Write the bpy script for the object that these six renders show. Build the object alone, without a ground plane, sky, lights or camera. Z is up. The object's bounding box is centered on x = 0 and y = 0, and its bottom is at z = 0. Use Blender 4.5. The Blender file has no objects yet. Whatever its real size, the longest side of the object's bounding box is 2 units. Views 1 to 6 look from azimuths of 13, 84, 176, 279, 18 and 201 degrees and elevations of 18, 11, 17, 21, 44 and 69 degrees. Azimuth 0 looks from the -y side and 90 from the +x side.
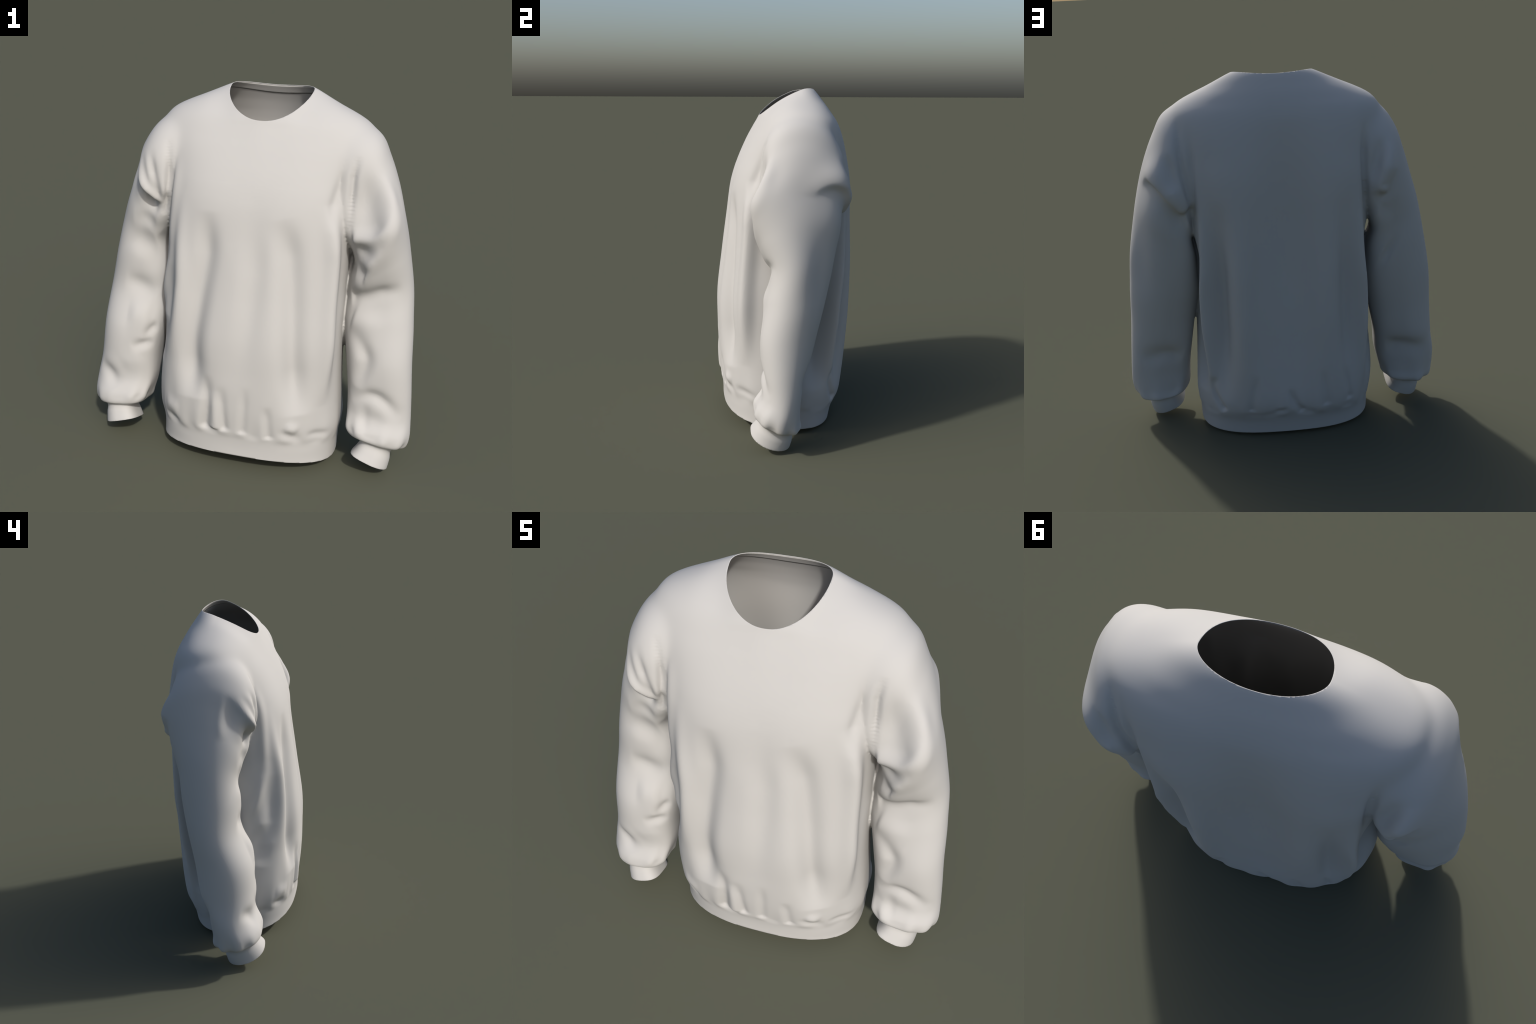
# A loose long-sleeved sweatshirt, worn shape, standing empty.
import bpy, bmesh, math
import numpy as np
from mathutils import Vector
from mathutils.bvhtree import BVHTree

VOXEL = 0.0065          # fabric surface resolution
CLOTH = 0.0020           # cloth thickness
rng = np.random.default_rng(7)

# ------------------------------------------------------------------ helpers
def catmull(keys, n):
    """Smooth interpolation through key rows -> n rows (centripetal-free Catmull-Rom)."""
    k = np.asarray(keys, float)
    m = len(k)
    out = []
    for t in np.linspace(0, m - 1, n):
        i = min(int(t), m - 2)
        f = t - i
        p0, p1, p2, p3 = k[max(i-1, 0)], k[i], k[i+1], k[min(i+2, m-1)]
        out.append(0.5*((2*p1) + (p2-p0)*f + (2*p0-5*p1+4*p2-p3)*f*f + (3*p1-p0-3*p2+p3)*f**3))
    return np.array(out)

def smoothstep(a, b, x):
    t = np.clip((x-a)/(b-a), 0, 1)
    return t*t*(3-2*t)

def superellipse(theta, n):
    c, s = np.cos(theta), np.sin(theta)
    return np.sign(c)*np.abs(c)**(2/n), np.sign(s)*np.abs(s)**(2/n)

def grid_normals(G):
    """Outward unit normals of a ring grid G[i, j, 3], j wraps."""
    dj = np.roll(G, -1, 1) - np.roll(G, 1, 1)
    di = np.gradient(G, axis=0)
    n = np.cross(dj, di)
    n /= np.linalg.norm(n, axis=2, keepdims=True) + 1e-9
    c = G.mean(1, keepdims=True)
    if ((G-c)*n).sum() < 0:
        n = -n
    return n

def grid_mesh(name, G):
    """Closed mesh from a ring grid, both ends capped."""
    ni, nj, _ = G.shape
    verts = [tuple(v) for v in G.reshape(-1, 3)]
    faces = []
    for i in range(ni-1):
        for j in range(nj):
            a, b = i*nj+j, i*nj+(j+1) % nj
            faces.append((a, b, b+nj, a+nj))
    faces.append(tuple(range(nj-1, -1, -1)))
    faces.append(tuple((ni-1)*nj+j for j in range(nj)))
    me = bpy.data.meshes.new(name)
    me.from_pydata(verts, [], faces)
    bm = bmesh.new(); bm.from_mesh(me)
    bmesh.ops.recalc_face_normals(bm, faces=bm.faces)
    bm.to_mesh(me); bm.free()
    return me

class Surface:
    """Displaceable ring grid: folds are pushed in or out along the base normals."""
    def __init__(self, G):
        self.G = G
        self.N = grid_normals(G)
        self.D = np.zeros(G.shape[:2])
        self.S = np.zeros_like(G)

    def on(self, pts, face):
        """Lift 2D sketch points onto the surface. face: f/b (x,z seen from -y/+y), l/r (y,z seen from -x/+x)."""
        ax, sg = {'f': (1, -1), 'b': (1, 1), 'l': (0, -1), 'r': (0, 1)}[face]
        keep = [0, 2] if ax == 1 else [1, 2]
        P = self.G.reshape(-1, 3)
        N = self.N.reshape(-1, 3)
        ok = N[:, ax]*sg > -0.05
        P = P[ok]
        res = []
        for p in pts:
            d = ((P[:, keep]-np.asarray(p[:2]))**2).sum(1)
            near = np.where(d < d.min() + 0.0003)[0]
            k = near[np.argmax(P[near, ax]*sg)]
            res.append(P[k])
        return np.array(res)

    def fold(self, pts, face, amp, width, fade=(0.45, 0.45), skew=0.0, sharp=2.0, lean=None):
        """One fold or furrow along a sketched line: amp > 0 ridge, amp < 0 furrow.
        amp/width may be pairs (start, end); skew makes one flank steeper; sharp 1 = creased, 2 = round."""
        Q = catmull(self.on(pts, face), 40)
        a0, a1 = (amp, amp) if np.isscalar(amp) else amp
        w0, w1 = (width, width) if np.isscalar(width) else width
        P = self.G.reshape(-1, 3)
        reach = 4*max(w0, w1)
        lo, hi = Q.min(0)-reach, Q.max(0)+reach
        idx = np.where(((P > lo) & (P < hi)).all(1))[0]
        X = P[idx]
        best = np.full(len(X), 1e9); t = np.zeros(len(X)); k = np.zeros(len(X), int); foot = np.zeros_like(X)
        for j in range(len(Q)-1):
            e = Q[j+1]-Q[j]
            u = np.clip(((X-Q[j])@e)/(e@e+1e-12), 0, 1)
            f = Q[j]+u[:, None]*e
            dd = ((X-f)**2).sum(1)
            m = dd < best
            best[m] = dd[m]; t[m] = (j+u[m])/(len(Q)-1); k[m] = j; foot[m] = f[m]
        dist = np.sqrt(best)
        w = w0+(w1-w0)*t
        a = a0+(a1-a0)*t
        if fade[0] > 0: a = a*smoothstep(-0.02, fade[0], t)
        if fade[1] > 0: a = a*smoothstep(-0.02, fade[1], 1-t)
        if skew:
            T = np.gradient(Q, axis=0)[k]
            side = np.cross(T, self.N.reshape(-1, 3)[idx])
            s = np.tanh(((X-foot)*side).sum(1)/(np.linalg.norm(side, axis=1)+1e-9)/(0.3*w))
            w = w*(1+skew*s)
        g = np.exp(-0.5*(dist/w)**sharp) if sharp != 1.0 else np.exp(-dist/w)
        self.D.reshape(-1)[idx] += a*g
        if lean is not None:
            self.S.reshape(-1, 3)[idx] += (a*g)[:, None]*np.asarray(lean)

    def dent(self, p, face, amp, size):
        """A soft hollow (amp<0) or swelling (amp>0); size = (rx, ry, rz)."""
        c = self.on([p], face)[0]
        q = ((self.G-c)/np.asarray(size))
        self.D += amp*np.exp(-0.5*(q**2).sum(2))

    def result(self):
        return self.G + self.N*self.D[..., None] + self.S

# ------------------------------------------------------------------ torso
def hem_z(x, y):         # lower edge of the waistband: front higher than back
    return 0.057 - 0.107*(y+0.058) - 0.066*x*x
HEM_SHIFT = 0.012        # the band hangs slightly to one side

TORSO = [  # z, half width, front y, back y, squareness front / back, hollow of the back centre
    (-0.06, 0.480, -0.352, 0.280, 2.5, 2.6, 0.000),
    (0.030, 0.486, -0.356, 0.294, 2.5, 2.6, 0.000),
    (0.090, 0.487, -0.357, 0.308, 2.5, 2.6, 0.000),
    (0.140, 0.488, -0.358, 0.332, 2.6, 2.6, 0.005),
    (0.185, 0.496, -0.362, 0.360, 2.6, 2.4, 0.015),
    (0.250, 0.505, -0.372, 0.376, 2.7, 2.3, 0.025),
    (0.370, 0.503, -0.384, 0.386, 2.7, 2.3, 0.040),
    (0.550, 0.492, -0.390, 0.393, 2.8, 2.35, 0.055),
    (0.750, 0.484, -0.390, 0.398, 2.9, 2.5, 0.065),
    (1.000, 0.482, -0.360, 0.401, 2.9, 2.7, 0.078),
    (1.230, 0.484, -0.333, 0.402, 2.9, 2.9, 0.080),
    (1.400, 0.486, -0.310, 0.402, 2.9, 3.1, 0.076),
    (1.500, 0.494, -0.286, 0.394, 2.9, 3.1, 0.066),
    (1.600, 0.512, -0.250, 0.376, 2.8, 2.9, 0.048),
    (1.700, 0.545, -0.205, 0.350, 2.7, 2.8, 0.028),
    (1.770, 0.560, -0.170, 0.326, 2.5, 2.7, 0.014),
    (1.820, 0.545, -0.144, 0.304, 2.4, 2.6, 0.008),
    (1.860, 0.504, -0.124, 0.282, 2.2, 2.4, 0.004),
    (1.900, 0.426, -0.095, 0.255, 2.2, 2.4, 0.000),
    (1.940, 0.332, -0.070, 0.224, 2.1, 2.3, 0.000),
    (1.978, 0.242, -0.045, 0.192, 2.0, 2.2, 0.000),
    (2.003, 0.180, -0.020, 0.165, 2.0, 2.0, 0.000),
    (2.030, 0.120, 0.010, 0.130, 2.0, 2.0, 0.000),
]

def build_torso():
    K = np.array(TORSO)
    zs = np.concatenate([np.linspace(-0.06, 0.35, 90), np.linspace(0.356, 2.03, 240)])
    fine = catmull(K, 1200)
    nj = 420
    # even spacing along a rounded box rather than by angle
    dense = np.linspace(0, 2*np.pi, 4001)
    ex, ey = superellipse(dense, 2.8)
    arc = np.concatenate([[0], np.cumsum(np.hypot(np.diff(ex*0.5), np.diff(ey*0.38)))])
    th = np.interp(np.linspace(0, arc[-1], nj, endpoint=False), arc, dense)
    G = np.zeros((len(zs), nj, 3))
    for i, z in enumerate(zs):
        hw, yf, yb, nf, nb, cb = [np.interp(z, fine[:, 0], fine[:, c]) for c in range(1, 7)]
        yc = 0.5*(yf+yb)
        fx, fy = superellipse(th, nf)
        bx, by = superellipse(th, nb)
        front = np.sin(th) < 0
        G[i, :, 0] = hw*np.where(front, fx, bx) + HEM_SHIFT*float(smoothstep(0.4, 0.1, z))
        y = yc + 0.5*(yb-yf)*np.where(front, fy, by)
        G[i, :, 1] = y - np.where(front, 0, cb*np.exp(-0.5*((G[i, :, 0]+0.03)/0.125)**2))
        G[i, :, 2] = z
    return Surface(G)

# ------------------------------------------------------------------ sleeves
# each ring: outer point (x, z), inner point (x, z), front y, back y, rise towards the front
SLEEVE_A = [
    (0.34, 1.840, 0.330, 1.400, -0.08, 0.250, 0),
    (0.46, 1.860, 0.380, 1.340, -0.155, 0.280, 0),
    (0.582, 1.805, 0.430, 1.285, -0.192, 0.295, 0),
    (0.642, 1.698, 0.465, 1.235, -0.192, 0.302, 0),
    (0.690, 1.580, 0.485, 1.190, -0.200, 0.298, 0),
    (0.735, 1.440, 0.500, 1.130, -0.226, 0.262, 0),
    (0.785, 1.260, 0.480, 1.050, -0.185, 0.242, 0),
    (0.833, 1.060, 0.474, 0.950, -0.138, 0.218, 0),
    (0.847, 0.860, 0.476, 0.830, -0.160, 0.182, 0),
    (0.860, 0.650, 0.508, 0.650, -0.192, 0.130, 0),
    (0.880, 0.450, 0.532, 0.470, -0.185, 0.092, -0.05),
    (0.892, 0.310, 0.545, 0.340, -0.180, 0.046, -0.15),
    (0.893, 0.215, 0.553, 0.255, -0.218, 0.030, -0.25),
    (0.868, 0.158, 0.575, 0.205, -0.226, 0.032, -0.30),
    (0.810, 0.137, 0.640, 0.180, -0.200, -0.010, -0.30),
    (0.805, 0.085, 0.622, 0.138, -0.222, -0.012, -0.30),
    (0.796, 0.035, 0.598, 0.107, -0.243, -0.021, -0.30),
    (0.783, -0.003, 0.585, 0.069, -0.254, -0.032, -0.30),
]
SLEEVE_B = [
    (0.34, 1.840, 0.330, 1.400, -0.08, 0.250, 0),
    (0.458, 1.840, 0.380, 1.340, -0.165, 0.280, 0),
    (0.570, 1.788, 0.430, 1.285, -0.196, 0.302, 0),
    (0.640, 1.692, 0.465, 1.235, -0.195, 0.320, 0),
    (0.684, 1.568, 0.485, 1.190, -0.178, 0.318, 0),
    (0.728, 1.420, 0.500, 1.130, -0.145, 0.278, 0),
    (0.775, 1.260, 0.480, 1.050, -0.112, 0.240, 0),
    (0.818, 1.060, 0.474, 0.950, -0.112, 0.225, 0),
    (0.846, 0.860, 0.476, 0.830, -0.115, 0.200, 0),
    (0.860, 0.650, 0.502, 0.650, -0.182, 0.160, 0),
    (0.872, 0.450, 0.528, 0.480, -0.190, 0.130, -0.03),
    (0.892, 0.320, 0.540, 0.350, -0.190, 0.078, -0.06),
    (0.893, 0.225, 0.565, 0.255, -0.228, 0.055, -0.12),
    (0.875, 0.165, 0.592, 0.195, -0.232, 0.050, -0.18),
    (0.822, 0.140, 0.655, 0.170, -0.205, -0.012, -0.30),
    (0.816, 0.088, 0.640, 0.132, -0.226, -0.016, -0.33),
    (0.808, 0.039, 0.619, 0.097, -0.247, -0.025, -0.34),
    (0.798, 0.001, 0.607, 0.059, -0.259, -0.037, -0.34),
]
CUFF_RING, CUFF_TOP = 16, 14

def build_sleeve(rings, sgn, twist):
    K = catmull(rings, 420)
    nj = 260
    th = np.linspace(0, 2*np.pi, nj, endpoint=False)
    ox, oy = superellipse(th, 2.05)      # rounded outside
    ix, iy = superellipse(th, 3.2)       # flattened against the body
    cx, sy = np.where(np.cos(th) > 0, ox, ix), np.where(np.cos(th) > 0, oy, iy)
    T = np.stack([sgn*K[:, 0], np.zeros(len(K)), K[:, 1]], 1)
    B = np.stack([sgn*K[:, 2], np.zeros(len(K)), K[:, 3]], 1)
    C, H = 0.5*(T+B), 0.5*(T-B)
    yc, hy = 0.5*(K[:, 4]+K[:, 5]), 0.5*(K[:, 5]-K[:, 4])
    G = C[:, None]+H[:, None]*cx[None, :, None]
    dy = hy[:, None]*sy[None, :]
    G[..., 1] = yc[:, None]+dy
    G[..., 2] += K[:, 6][:, None]*dy
    zc = C[:, 2]
    G[..., 0] -= sgn*(twist*smoothstep(1.62, 1.3, zc)*smoothstep(0.15, 0.5, zc))[:, None]*dy
    return Surface(G)

def ring_plane(ring, sgn):
    T = Vector((sgn*ring[0], 0, ring[1])); B = Vector((sgn*ring[2], 0, ring[3]))
    n = (T-B).cross(Vector((0, 1, ring[6]))).normalized()
    if n.z > 0: n = -n
    return 0.5*(T+B)+Vector((0, 0.5*(ring[4]+ring[5]), 0)), n   # point, downward normal

# ------------------------------------------------------------------ folds
def gathers(S, z_low, z_high, amp, reach, seed, n_waves=9, f_lo=14, f_hi=40):
    """Irregular small pleats where wide cloth is drawn into a band; fade upwards."""
    r = np.random.default_rng(seed)
    ni, nj = S.D.shape
    u = np.linspace(0, 1, nj, endpoint=False)
    row = np.zeros(nj)
    for _ in range(n_waves):
        f = int(r.integers(f_lo, f_hi))
        row += r.normal()*np.cos(2*np.pi*(f*u+r.random()))
    row /= np.abs(row).max()
    row = np.sign(row)*np.abs(row)**0.8
    z = S.G[..., 2]
    zl = z_low(S.G[..., 0], S.G[..., 1])
    h = z-zl
    env = smoothstep(-0.012, 0.03, h)*np.exp(-np.clip(h-0.03, 0, None)/reach)
    S.D += amp*env*row[None, :]

def band_z(x, y): return hem_z(x, y)+0.112

def cuff_seam(rings, sgn):
    r = rings[CUFF_TOP]
    slope = (r[1]-r[3])/(r[0]-r[2])
    return lambda x, y: 0.5*(r[1]+r[3])+slope*(sgn*x-0.5*(r[0]+r[2]))+r[6]*(y-0.5*(r[4]+r[5]))+0.02

def fold_torso(S):
    F = S.fold
    # long drapes of the front: deep troughs with a ridge on their right flank
    F([(-.420, 1.10), (-.440, .85), (-.450, .65)], 'f', -.018, .035)
    F([(-.375, 1.50), (-.370, 1.25), (-.355, 1.02), (-.375, .80), (-.405, .58)], 'f', (.030, .018), .030)
    F([(-.215, 1.42), (-.215, 1.20), (-.250, .95), (-.275, .68), (-.250, .38)], 'f', (-.026, -.062), (.038, .052), fade=(.25, .2))
    F([(-.040, 1.30), (-.035, 1.0), (-.06, .65)], 'f', .006, .045)
    F([(.045, 1.56), (.060, 1.30), (.065, 1.10), (.045, .72), (-.005, .45)], 'f', (-.012, -.018), .045)
    F([(.180, 1.42), (.245, 1.22), (.278, .97), (.300, .70), (.335, .36)], 'f', (-.022, -.062), (.042, .048), fade=(.25, .2))
    F([(.410, 1.48), (.435, 1.20), (.442, .85), (.450, .40)], 'f', .046, .032, fade=(.3, .3))
    # armhole edge, front
    F([(.458, 1.72), (.444, 1.58), (.422, 1.47), (.417, 1.35)], 'f', -.016, .022)
    F([(.482, 1.70), (.478, 1.55), (.472, 1.30)], 'f', .014, .018)
    F([(-.442, 1.70), (-.425, 1.50), (-.435, 1.25), (-.44, 1.10)], 'f', .014, .024)
    # side drape behind the sleeve
    F([(-.10, .80), (-.19, .95), (-.25, 1.18)], 'l', .016, .024)
    F([(-.23, .80), (-.19, .52)], 'l', -.020, .045)
    F([(.16, 1.20), (.165, .80), (.17, .28)], 'l', -.066, .046, fade=(.3, .3))
    F([(.16, 1.20), (.165, .70), (.17, .26)], 'r', -.066, .046, fade=(.3, .3))
    # creases above the waistband, front
    F([(-.182, .55), (-.168, .38), (-.182, .205)], 'f', (-.010, -.022), (.022, .016), fade=(.4, .12))
    F([(-.135, .46), (-.125, .33), (-.120, .22)], 'f', (.006, .016), (.024, .02), fade=(.4, .08))
    F([(-.099, .50), (-.080, .35), (-.062, .215)], 'f', (-.008, -.018), (.020, .015), fade=(.4, .12))
    F([(.050, .50), (.046, .21)], 'f', (-.006, -.014), .016, fade=(.4, .12))
    F([(.177, .41), (.187, .20)], 'f', (-.008, -.014), .016, fade=(.4, .12))
    F([(.245, .28), (.30, .240), (.372, .215)], 'f', -.010, .018)
    F([(.27, .30), (.35, .27)], 'f', .012, .022)
    F([(.375, .235), (.42, .25), (.47, .225), (.50, .215)], 'f', -.010, .016)
    F([(-.45, .235), (-.39, .215), (-.30, .205)], 'f', -.009, .018)
    F([(-.43, .30), (-.33, .28)], 'f', .012, .03)
    # back drapes
    for x, amp, w, top in ((.425, .060, .024, 1.62), (.355, -.048, .034, 1.25), (.245, .026, .045, 1.30), (.13, -.006, .04, 1.2),
                      (-.16, .006, .04, 1.3), (-.24, .012, .04, 1.4), (-.345, -.034, .030, 1.25), (-.420, .058, .023, 1.60)):
        F([(x*.96, top+.15), (x*.98, 1.1), (x, .75), (x*1.03, .22)], 'b', amp, w, fade=(.55, .3))
    F([(.412, .37), (.430, .28), (.375, .165)], 'b', (-.012, -.024), .014, fade=(.3, .1))
    F([(-.011, .32), (-.034, .19), (-.075, .135)], 'b', -.016, .014, fade=(.4, .1))
    F([(.09, .15), (.0, .165)], 'b', -.010, .012)
    F([(-.2, .42), (-.21, .17)], 'b', -.012, .014, fade=(.5, .1))
    F([(.19, .40), (.22, .16)], 'b', -.012, .014, fade=(.5, .1))
    F([(-.33, .40), (-.36, .18)], 'b', -.014, .014, fade=(.5, .1))
    gathers(S, band_z, 0.4, 0.0075, 0.13, 11, 9, 8, 26)

def fold_sleeve_a(S):
    F = S.fold
    # hollow in front of the upper arm, ringed by a heavy arc of cloth
    S.dent((.575, 1.52), 'f', -.045, (.055, .08, .11))
    F([(.590, 1.72), (.655, 1.60), (.690, 1.50), (.667, 1.40), (.60, 1.335), (.495, 1.30)], 'f', .028, .030, fade=(.4, .05))
    F([(.510, 1.26), (.56, 1.25), (.64, 1.25)], 'f', -.014, .030, fade=(.4, .5))
    F([(.520, 1.13), (.56, 1.13), (.60, 1.11)], 'f', -.020, .032, fade=(.4, .6))
    # elbow
    F([(.500, .97), (.60, .99), (.70, 1.03), (.80, 1.06)], 'f', -.018, .026, fade=(.1, .4))
    F([(.52, .88), (.60, .87), (.72, .84)], 'f', .012, .045, fade=(.2, .5))
    F([(.515, .82), (.585, .745), (.618, .67), (.595, .56), (.58, .50)], 'f', -.026, .030)
    F([(.56, .41), (.66, .465), (.761, .43), (.855, .35)], 'f', -.018, .024, fade=(.35, .35))
    F([(.60, .34), (.72, .38), (.84, .29)], 'f', .008, .035)
    F([(.641, .42), (.652, .35), (.655, .28)], 'f', -.010, .020)
    S.dent((.620, 1.54), 'b', .018, (.06, .10, .06))
    S.dent((.530, 1.29), 'b', -.032, (.05, .08, .06))
    S.dent((.715, 1.42), 'f', .008, (.05, .07, .07))
    S.dent((.640, 1.30), 'b', .026, (.08, .10, .10))
    S.dent((.700, .40), 'b', -.020, (.12, .10, .12))
    S.dent((.800, 1.03), 'b', -.034, (.07, .12, .15))
    F([(.56, .40), (.70, .42), (.86, .39)], 'b', -.022, .040, fade=(.3, .4))
    # back of the upper arm: overhanging ledge
    F([(.735, 1.42), (.715, 1.47), (.665, 1.50), (.614, 1.47), (.553, 1.38), (.485, 1.29)], 'b', .030, .036, fade=(.55, .1),
      skew=-.38, lean=(0, 0, -.25))
    F([(.573, 1.64), (.564, 1.53), (.540, 1.42)], 'b', -.024, .022)
    gathers(S, cuff_seam(SLEEVE_A, 1), 0.3, 0.008, 0.05, 5, 6, 5, 12)

def fold_sleeve_b(S):
    F = S.fold
    # bunched armpit, front
    F([(-.575, 1.69), (-.553, 1.60), (-.521, 1.53), (-.498, 1.45), (-.490, 1.34)], 'f', -.020, .016, fade=(.4, .3))
    F([(-.635, 1.64), (-.595, 1.52), (-.540, 1.44), (-.490, 1.37)], 'f', -.020, .017, fade=(.4, .3))
    F([(-.660, 1.70), (-.642, 1.54), (-.602, 1.460), (-.543, 1.405), (-.48, 1.36)], 'f', .028, .034,
      skew=-.5, lean=(0, 0, -.3), fade=(.6, .25))
    F([(-.68, 1.50), (-.62, 1.40), (-.56, 1.335), (-.50, 1.29)], 'f', -.026, .026)
    S.dent((-.695, 1.50), 'f', -.022, (.035, .06, .08))
    F([(-.05, 1.70), (-.03, 1.58), (-.03, 1.48), (-.06, 1.41)], 'l', .006, .020)
    S.dent((-.585, 1.345), 'f', -.050, (.07, .10, .06))
    S.dent((-.600, 1.12), 'f', -.024, (.07, .10, .08))
    S.dent((-.800, .95), 'b', -.016, (.06, .12, .20))
    S.dent((-.600, .40), 'b', -.020, (.08, .10, .12))
    # forearm
    F([(-.70, 1.265), (-.60, 1.245), (-.50, 1.19)], 'f', -.020, .034)
    F([(-.72, 1.13), (-.62, 1.075), (-.54, 1.05)], 'f', .013, .045)
    F([(-.74, .92), (-.623, .90), (-.52, .84)], 'f', -.016, .034)
    F([(-.70, .75), (-.54, .73)], 'f', .016, .05)
    F([(-.58, .60), (-.53, .655), (-.505, .67)], 'f', -.018, .020)
    F([(-.65, .54), (-.568, .57), (-.52, .58)], 'f', -.018, .020)
    F([(-.58, .50), (-.70, .42)], 'f', .006, .04)
    F([(-.87, .40), (-.80, .37), (-.723, .31)], 'f', -.018, .028)
    # back of the upper arm
    F([(-.537, 1.67), (-.499, 1.56), (-.454, 1.42)], 'b', -.022, .024)
    F([(-.580, 1.65), (-.530, 1.46), (-.480, 1.33)], 'b', .028, .028)
    S.dent((-.500, 1.335), 'b', -.014, (.025, .05, .03))
    S.dent((-.545, 1.265), 'b', -.024, (.05, .08, .05))
    F([(-.545, 1.39), (-.525, 1.34)], 'b', .016, .018)
    F([(-.612, 1.49), (-.590, 1.38), (-.55, 1.30)], 'b', -.024, .032)
    F([(-.53, 1.02), (-.60, .98)], 'b', -.014, .05)
    F([(-.56, .39), (-.70, .385), (-.87, .37)], 'b', -.024, .038, fade=(.3, .4))
    gathers(S, cuff_seam(SLEEVE_B, -1), 0.3, 0.008, 0.05, 6, 6, 5, 12)

torso = build_torso(); fold_torso(torso)
sleeve_a = build_sleeve(SLEEVE_A, 1, 0.22); fold_sleeve_a(sleeve_a)
sleeve_b = build_sleeve(SLEEVE_B, -1, 0.06); fold_sleeve_b(sleeve_b)

# ------------------------------------------------------------------ one closed skin
bm = bmesh.new()
for nm, s in (('t', torso), ('a', sleeve_a), ('b', sleeve_b)):
    me = grid_mesh(nm, s.result())
    bm.from_mesh(me)
    bpy.data.meshes.remove(me)
me = bpy.data.meshes.new('skin')
bm.to_mesh(me); bm.free()
skin = bpy.data.objects.new('skin', me)
bpy.context.scene.collection.objects.link(skin)
rm = skin.modifiers.new('remesh', 'REMESH'); rm.mode = 'VOXEL'; rm.voxel_size = VOXEL
sm = skin.modifiers.new('smooth', 'SMOOTH'); sm.factor = 0.5; sm.iterations = 3
dg = bpy.context.evaluated_depsgraph_get()
me2 = bpy.data.meshes.new_from_object(skin.evaluated_get(dg))
bpy.data.objects.remove(skin)

# the shoulders run into the sleeves without a seam: relax the join
n_v = len(me2.vertices)
P = np.empty(n_v*3, np.float32); me2.vertices.foreach_get('co', P); P = P.reshape(-1, 3).astype(float)
E = np.empty(len(me2.edges)*2, np.int32); me2.edges.foreach_get('vertices', E); E = E.reshape(-1, 2)
deg = np.bincount(E.ravel(), minlength=n_v)[:, None]
ax = np.abs(P[:, 0])
wgt = (smoothstep(1.60, 1.72, P[:, 2])*smoothstep(0.30, 0.40, ax)*smoothstep(0.70, 0.60, ax))[:, None]
for _ in range(70):
    acc = np.stack([np.bincount(E[:, 0], P[E[:, 1], c], n_v)+np.bincount(E[:, 1], P[E[:, 0], c], n_v) for c in range(3)], 1)
    P += 0.6*wgt*(acc/np.maximum(deg, 1)-P)
me2.vertices.foreach_set('co', P.astype(np.float32).ravel())
me2.update()

# armhole creases: sleeve cloth tucked against the body, front and back of both arms
def tuck(pts, amp, width):
    me2.calc_loop_triangles()
    tree = BVHTree.FromPolygons(P.tolist(), [tuple(t.vertices) for t in me2.loop_triangles])
    Q = catmull([tree.find_nearest(Vector(p))[0] for p in pts], 40)
    Nv = np.empty(n_v*3, np.float32); me2.vertex_normals.foreach_get('vector', Nv); Nv = Nv.reshape(-1, 3)
    idx = np.where(((P > Q.min(0)-4*width) & (P < Q.max(0)+4*width)).all(1))[0]
    d = np.linalg.norm(P[idx][:, None]-Q[None], axis=2)
    k = d.argmin(1); t = k/(len(Q)-1)
    a = amp*smoothstep(-.02, .4, t)*smoothstep(-.02, .3, 1-t)
    P[idx] += Nv[idx]*(a*np.exp(-0.5*(d[np.arange(len(k)), k]/width)**2))[:, None]
    me2.vertices.foreach_set('co', P.astype(np.float32).ravel()); me2.update()
tuck([(-.478, -.129, 1.72), (-.462, -.162, 1.55), (-.476, -.157, 1.42), (-.494, -.136, 1.31)], -.024, .013)
tuck([(.500, -.130, 1.72), (.487, -.163, 1.62), (.488, -.175, 1.55), (.492, -.155, 1.34)], -.020, .013)
tuck([(.500, .219, 1.78), (.502, .260, 1.67), (.498, .284, 1.55), (.485, .273, 1.42), (.482, .24, 1.28)], -.018, .014)
tuck([(-.442, .260, 1.74), (-.438, .280, 1.49), (-.452, .264, 1.27)], -.016, .014)

# ------------------------------------------------------------------ cut openings
def field_cut(bm, f, keep, region):
    """Cut the skin where f(co) = 0. keep: -1 keeps f < 0, +1 keeps f > 0, 0 only inserts the line."""
    fs = [p for p in bm.faces if region(p.calc_center_median())]
    vs = {v for p in fs for v in p.verts}
    es = [e for e in {e for p in fs for e in p.edges}]
    val = {v: f(v.co) for v in vs}
    for v in vs:
        if abs(val[v]) < 1e-7: val[v] = 1e-7
    made = []
    for e in es:
        a, b = e.verts
        if val[a]*val[b] < 0:
            t = val[a]/(val[a]-val[b])
            _, nv = bmesh.utils.edge_split(e, a, t)
            made.append(nv)
    ms = set(made)
    for p in {p for v in made for p in v.link_faces}:
        on = [v for v in p.verts if v in ms]
        if len(on) == 2:
            try: bmesh.utils.face_split(p, on[0], on[1])
            except ValueError: pass
        elif len(on) == 4:
            bmesh.utils.face_split(p, on[0], on[1])
    if keep:
        bad = [p for p in bm.faces if region(p.calc_center_median()) and keep*f(p.calc_center_median()) < 0]
        bmesh.ops.delete(bm, geom=bad, context='FACES')

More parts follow.
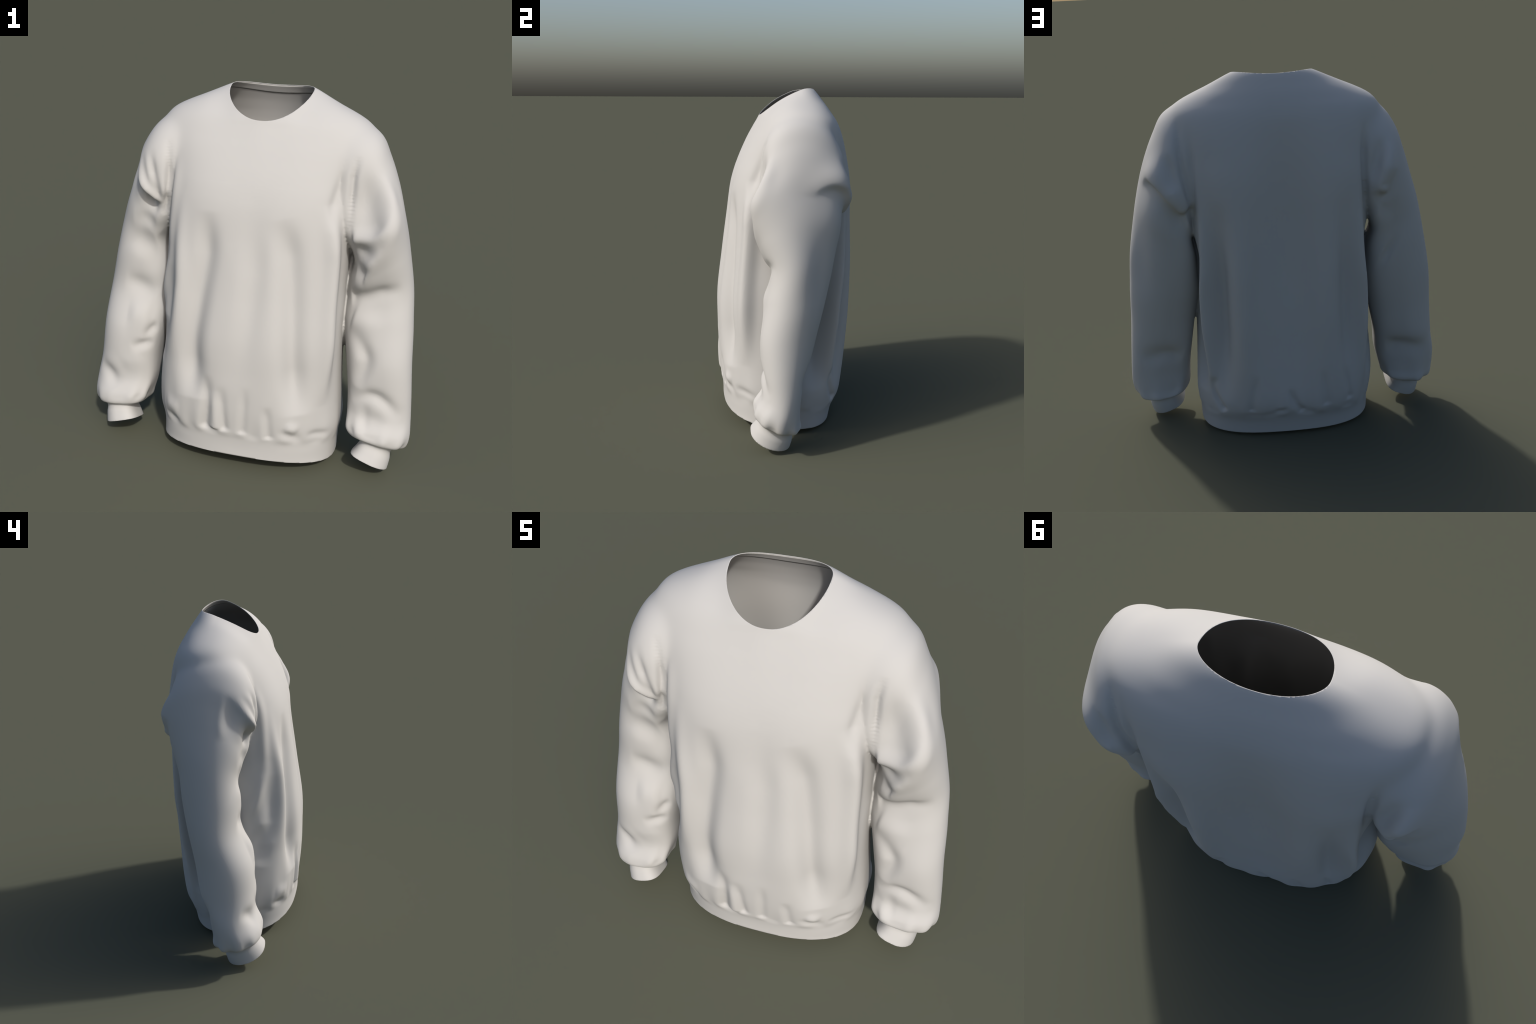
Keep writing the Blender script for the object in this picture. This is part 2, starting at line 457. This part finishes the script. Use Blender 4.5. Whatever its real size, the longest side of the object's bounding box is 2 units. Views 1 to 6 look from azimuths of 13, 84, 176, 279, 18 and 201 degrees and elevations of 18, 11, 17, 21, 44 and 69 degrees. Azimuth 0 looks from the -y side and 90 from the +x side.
NECK_X, NECK_Y = 0.002, 0.084                      # neck opening seen from above: egg shape, long towards the front
NECK_W, NECK_FRONT, NECK_BACK = 0.217, 0.217, 0.109
def neck_r(x, y):
    dx = (x-NECK_X)/NECK_W
    dy = (y-NECK_Y)/np.where(np.asarray(y) < NECK_Y, NECK_FRONT, NECK_BACK)
    return (np.abs(dx)**2.1+np.abs(dy)**2.1)**(1/2.1)
def neck_rim(t, r=1.0):
    c, q = math.cos(t), math.sin(t)
    x = NECK_X+r*NECK_W*math.copysign(abs(c)**(2/2.1), c)
    y = NECK_Y+r*(NECK_FRONT if q < 0 else NECK_BACK)*math.copysign(abs(q)**(2/2.1), q)
    return x, y
def neck_height(x, y):                              # scooped front, raised at the shoulders
    return 1.925+0.486*y-0.776*y*y+0.593*x*x+0.010*x
def neck_field(c):
    return float(neck_r(c.x, c.y))-1

# draw the cloth round the opening to the designed neckline
me2.calc_loop_triangles()
bvh = BVHTree.FromPolygons(P.tolist(), [tuple(t.vertices) for t in me2.loop_triangles])
ang = np.linspace(0, 2*np.pi, 121)
lift = []
for t in ang:
    x, y = neck_rim(t)
    hit = bvh.ray_cast(Vector((x, y, 2.3)), Vector((0, 0, -1)))[0]
    lift.append(neck_height(x, y)-hit.z)
lift = np.array(lift)
print('NECK LIFT', lift.min().round(3), lift.max().round(3))
rr = neck_r(P[:, 0], P[:, 1])
aa = np.mod(np.arctan2((P[:, 1]-NECK_Y)/np.where(P[:, 1] < NECK_Y, NECK_FRONT, NECK_BACK), (P[:, 0]-NECK_X)/NECK_W), 2*np.pi)
fall = np.where(P[:, 2] > 1.55, np.exp(-(np.clip(rr-1, 0, None)/0.5)**2), 0)
P[:, 2] += np.interp(aa, ang, lift)*fall
me2.vertices.foreach_set('co', P.astype(np.float32).ravel()); me2.update()

bm = bmesh.new(); bm.from_mesh(me2)
field_cut(bm, neck_field, 1, lambda c: c.z > 1.7 and abs(c.x) < 0.4)
field_cut(bm, lambda c: c.z-hem_z(c.x, c.y), 1, lambda c: abs(c.x) < 0.56 and c.z < 0.3)

def plane_cut(bm, co, no, region, clear):
    fs = [f for f in bm.faces if region(f.calc_center_median())]
    es = {e for f in fs for e in f.edges}; vs = {v for f in fs for v in f.verts}
    bmesh.ops.bisect_plane(bm, geom=list(vs)+list(es)+fs, plane_co=co, plane_no=no, clear_outer=clear)

def sleeve_zone(sgn, zmax):
    return lambda c: c.z < zmax and (sgn*c.x > 0.575 or (sgn*c.x > 0.53 and c.z > 0.30))
for rings, sgn in ((SLEEVE_A, 1), (SLEEVE_B, -1)):
    co, no = ring_plane(rings[CUFF_RING], sgn)
    plane_cut(bm, co, no, sleeve_zone(sgn, 0.25), True)
    co, no = ring_plane(rings[CUFF_TOP], sgn)
    plane_cut(bm, co, no, sleeve_zone(sgn, 0.3), False)

# seam lines that split the skin into panels
field_cut(bm, lambda c: c.z-band_z(c.x, c.y), 0, lambda c: abs(c.x) < 0.56 and c.z < 0.3)
def arm_x(z):            # where sleeve cloth meets body cloth: armhole above, contact line below
    return float(np.interp(z, [0.15, 0.30, 0.55, 0.70, 1.20, 1.35, 1.55, 1.90], [0.57, 0.528, 0.503, 0.486, 0.482, 0.488, 0.475, 0.435]))
for sgn in (1, -1):
    field_cut(bm, lambda c: sgn*c.x-arm_x(c.z), 0, lambda c: c.z > 0.55 and 0.38 < sgn*c.x < 0.60)
bmesh.ops.remove_doubles(bm, verts=bm.verts, dist=1e-5)
loose = [v for v in bm.verts if not v.link_faces]
bmesh.ops.delete(bm, geom=loose, context='VERTS')

# keep the biggest connected shell only
bm.verts.ensure_lookup_table()
seen = set(); best = []
for v in bm.verts:
    if v in seen: continue
    st, comp = [v], []
    seen.add(v)
    while st:
        a = st.pop(); comp.append(a)
        for e in a.link_edges:
            b = e.other_vert(a)
            if b not in seen: seen.add(b); st.append(b)
    if len(comp) > len(best): best = comp
bs = set(best)
bmesh.ops.delete(bm, geom=[v for v in bm.verts if v not in bs], context='VERTS')
bm.normal_update()

# ------------------------------------------------------------------ panel of every face
def panel(c):
    for rings, sgn, tag in ((SLEEVE_A, 1, 'a'), (SLEEVE_B, -1, 'b')):
        x = sgn*c.x
        is_sleeve = x > arm_x(c.z)
        if is_sleeve:
            co, no = ring_plane(rings[CUFF_TOP], sgn)
            return 'cuff_'+tag if (c-co).dot(no) > 0 and c.z < 0.3 else 'sleeve_'+tag
    return 'waistband' if c.z < band_z(c.x, c.y) else 'body_panel'
tags = {'body_panel': 0, 'waistband': 1, 'sleeve_a': 2, 'sleeve_b': 3, 'cuff_a': 4, 'cuff_b': 5}
for f in bm.faces:
    f.material_index = tags[panel(f.calc_center_median())]
    f.smooth = True
shell_me = bpy.data.meshes.new('shell')
bm.to_mesh(shell_me); bm.free()
shell = bpy.data.objects.new('shell', shell_me)
bpy.context.scene.collection.objects.link(shell)
for _ in range(6): shell_me.materials.append(None)
so = shell.modifiers.new('cloth', 'SOLIDIFY'); so.thickness = CLOTH; so.offset = -1; so.use_rim = True
dg = bpy.context.evaluated_depsgraph_get()
full = bpy.data.meshes.new_from_object(shell.evaluated_get(dg))
bpy.data.objects.remove(shell)

# ------------------------------------------------------------------ cloth material
def cloth_material(name, base):
    m = bpy.data.materials.new(name); m.use_nodes = True
    nt = m.node_tree; b = nt.nodes['Principled BSDF']
    tc = nt.nodes.new('ShaderNodeTexCoord')
    n1 = nt.nodes.new('ShaderNodeTexNoise'); n1.inputs['Scale'].default_value = 6; n1.inputs['Detail'].default_value = 4
    n2 = nt.nodes.new('ShaderNodeTexNoise'); n2.inputs['Scale'].default_value = 260; n2.inputs['Detail'].default_value = 2
    for n in (n1, n2): nt.links.new(tc.outputs['Object'], n.inputs['Vector'])
    cr = nt.nodes.new('ShaderNodeValToRGB')
    cr.color_ramp.elements[0].position = 0.3; cr.color_ramp.elements[1].position = 0.7
    cr.color_ramp.elements[0].color = (*[c*0.994 for c in base], 1)
    cr.color_ramp.elements[1].color = (*[min(1, c*1.006) for c in base], 1)
    nt.links.new(n1.outputs['Fac'], cr.inputs['Fac'])
    nt.links.new(cr.outputs['Color'], b.inputs['Base Color'])
    bp = nt.nodes.new('ShaderNodeBump'); bp.inputs['Strength'].default_value = 0.04; bp.inputs['Distance'].default_value = 0.002
    nt.links.new(n2.outputs['Fac'], bp.inputs['Height'])
    nt.links.new(bp.outputs['Normal'], b.inputs['Normal'])
    b.inputs['Roughness'].default_value = 0.9
    b.inputs['Specular IOR Level'].default_value = 0.2
    return m
COTTON = cloth_material('white_cotton', (0.416, 0.414, 0.408))

# ------------------------------------------------------------------ split into named parts
root = bpy.data.objects.new('sweatshirt', None)
bpy.context.scene.collection.objects.link(root)
root['label'] = 'plain off-white crew neck sweatshirt with loose long sleeves'
root['category'] = 'sweatshirt'

nv = len(full.vertices)
co = np.empty(nv*3, np.float32); full.vertices.foreach_get('co', co); co = co.reshape(-1, 3)
vn = np.empty(nv*3, np.float32); full.vertex_normals.foreach_get('vector', vn); vn = vn.reshape(-1, 3)
mi = np.empty(len(full.polygons), np.int32); full.polygons.foreach_get('material_index', mi)
polys = [tuple(p.vertices) for p in full.polygons]

def add_part(name, tag):
    sel = [polys[i] for i in np.where(mi == tags[tag])[0]]
    used = np.unique(np.concatenate([np.array(p) for p in sel]))
    remap = {int(u): k for k, u in enumerate(used)}
    m = bpy.data.meshes.new(name)
    m.from_pydata(co[used].tolist(), [], [tuple(remap[i] for i in p) for p in sel])
    m.polygons.foreach_set('use_smooth', [True]*len(m.polygons))
    m.materials.append(COTTON)
    m.normals_split_custom_set_from_vertices([tuple(n) for n in vn[used]])
    o = bpy.data.objects.new(name, m)
    bpy.context.scene.collection.objects.link(o)
    o.parent = root
    return o
for name, tag in (('body_panel', 'body_panel'), ('waistband', 'waistband'), ('sleeve', 'sleeve_a'),
                  ('sleeve', 'sleeve_b'), ('cuff', 'cuff_a'), ('cuff', 'cuff_b')):
    add_part(name, tag)

# ------------------------------------------------------------------ thin strip inside the neckline, lower edge drawn as a dark line
outer = BVHTree.FromPolygons(co.tolist(), polys)
NT, NR = 200, 7
rows = []
for j in range(NR):
    row = []
    for i in range(NT):
        t = 2*math.pi*i/NT
        back = smoothstep(-0.35, 0.5, math.sin(t))
        x, y = neck_rim(t, 1.035+(0.09+0.20*float(back))*j/(NR-1))
        h = outer.ray_cast(Vector((x, y, 2.3)), Vector((0, 0, -1)))
        n = h[1] if h[1].z > 0 else -h[1]
        row.append(h[0]-n*(CLOTH*0.5+0.0008*min(j, 1)))
    rows.append(row)
verts = [tuple(v) for r in rows for v in r]
faces = [(j*NT+i, j*NT+(i+1) % NT, (j+1)*NT+(i+1) % NT, (j+1)*NT+i) for j in range(NR-1) for i in range(NT)]
m = bpy.data.meshes.new('neck_inner_strip'); m.from_pydata(verts, [], faces)
bmf = bmesh.new(); bmf.from_mesh(m)
bmesh.ops.recalc_face_normals(bmf, faces=bmf.faces)
bmesh.ops.solidify(bmf, geom=bmf.faces[:], thickness=0.002)
for f in bmf.faces: f.smooth = True
bmf.to_mesh(m); bmf.free()
m.materials.append(COTTON)
o = bpy.data.objects.new('neck_inner_strip', m)
bpy.context.scene.collection.objects.link(o); o.parent = root
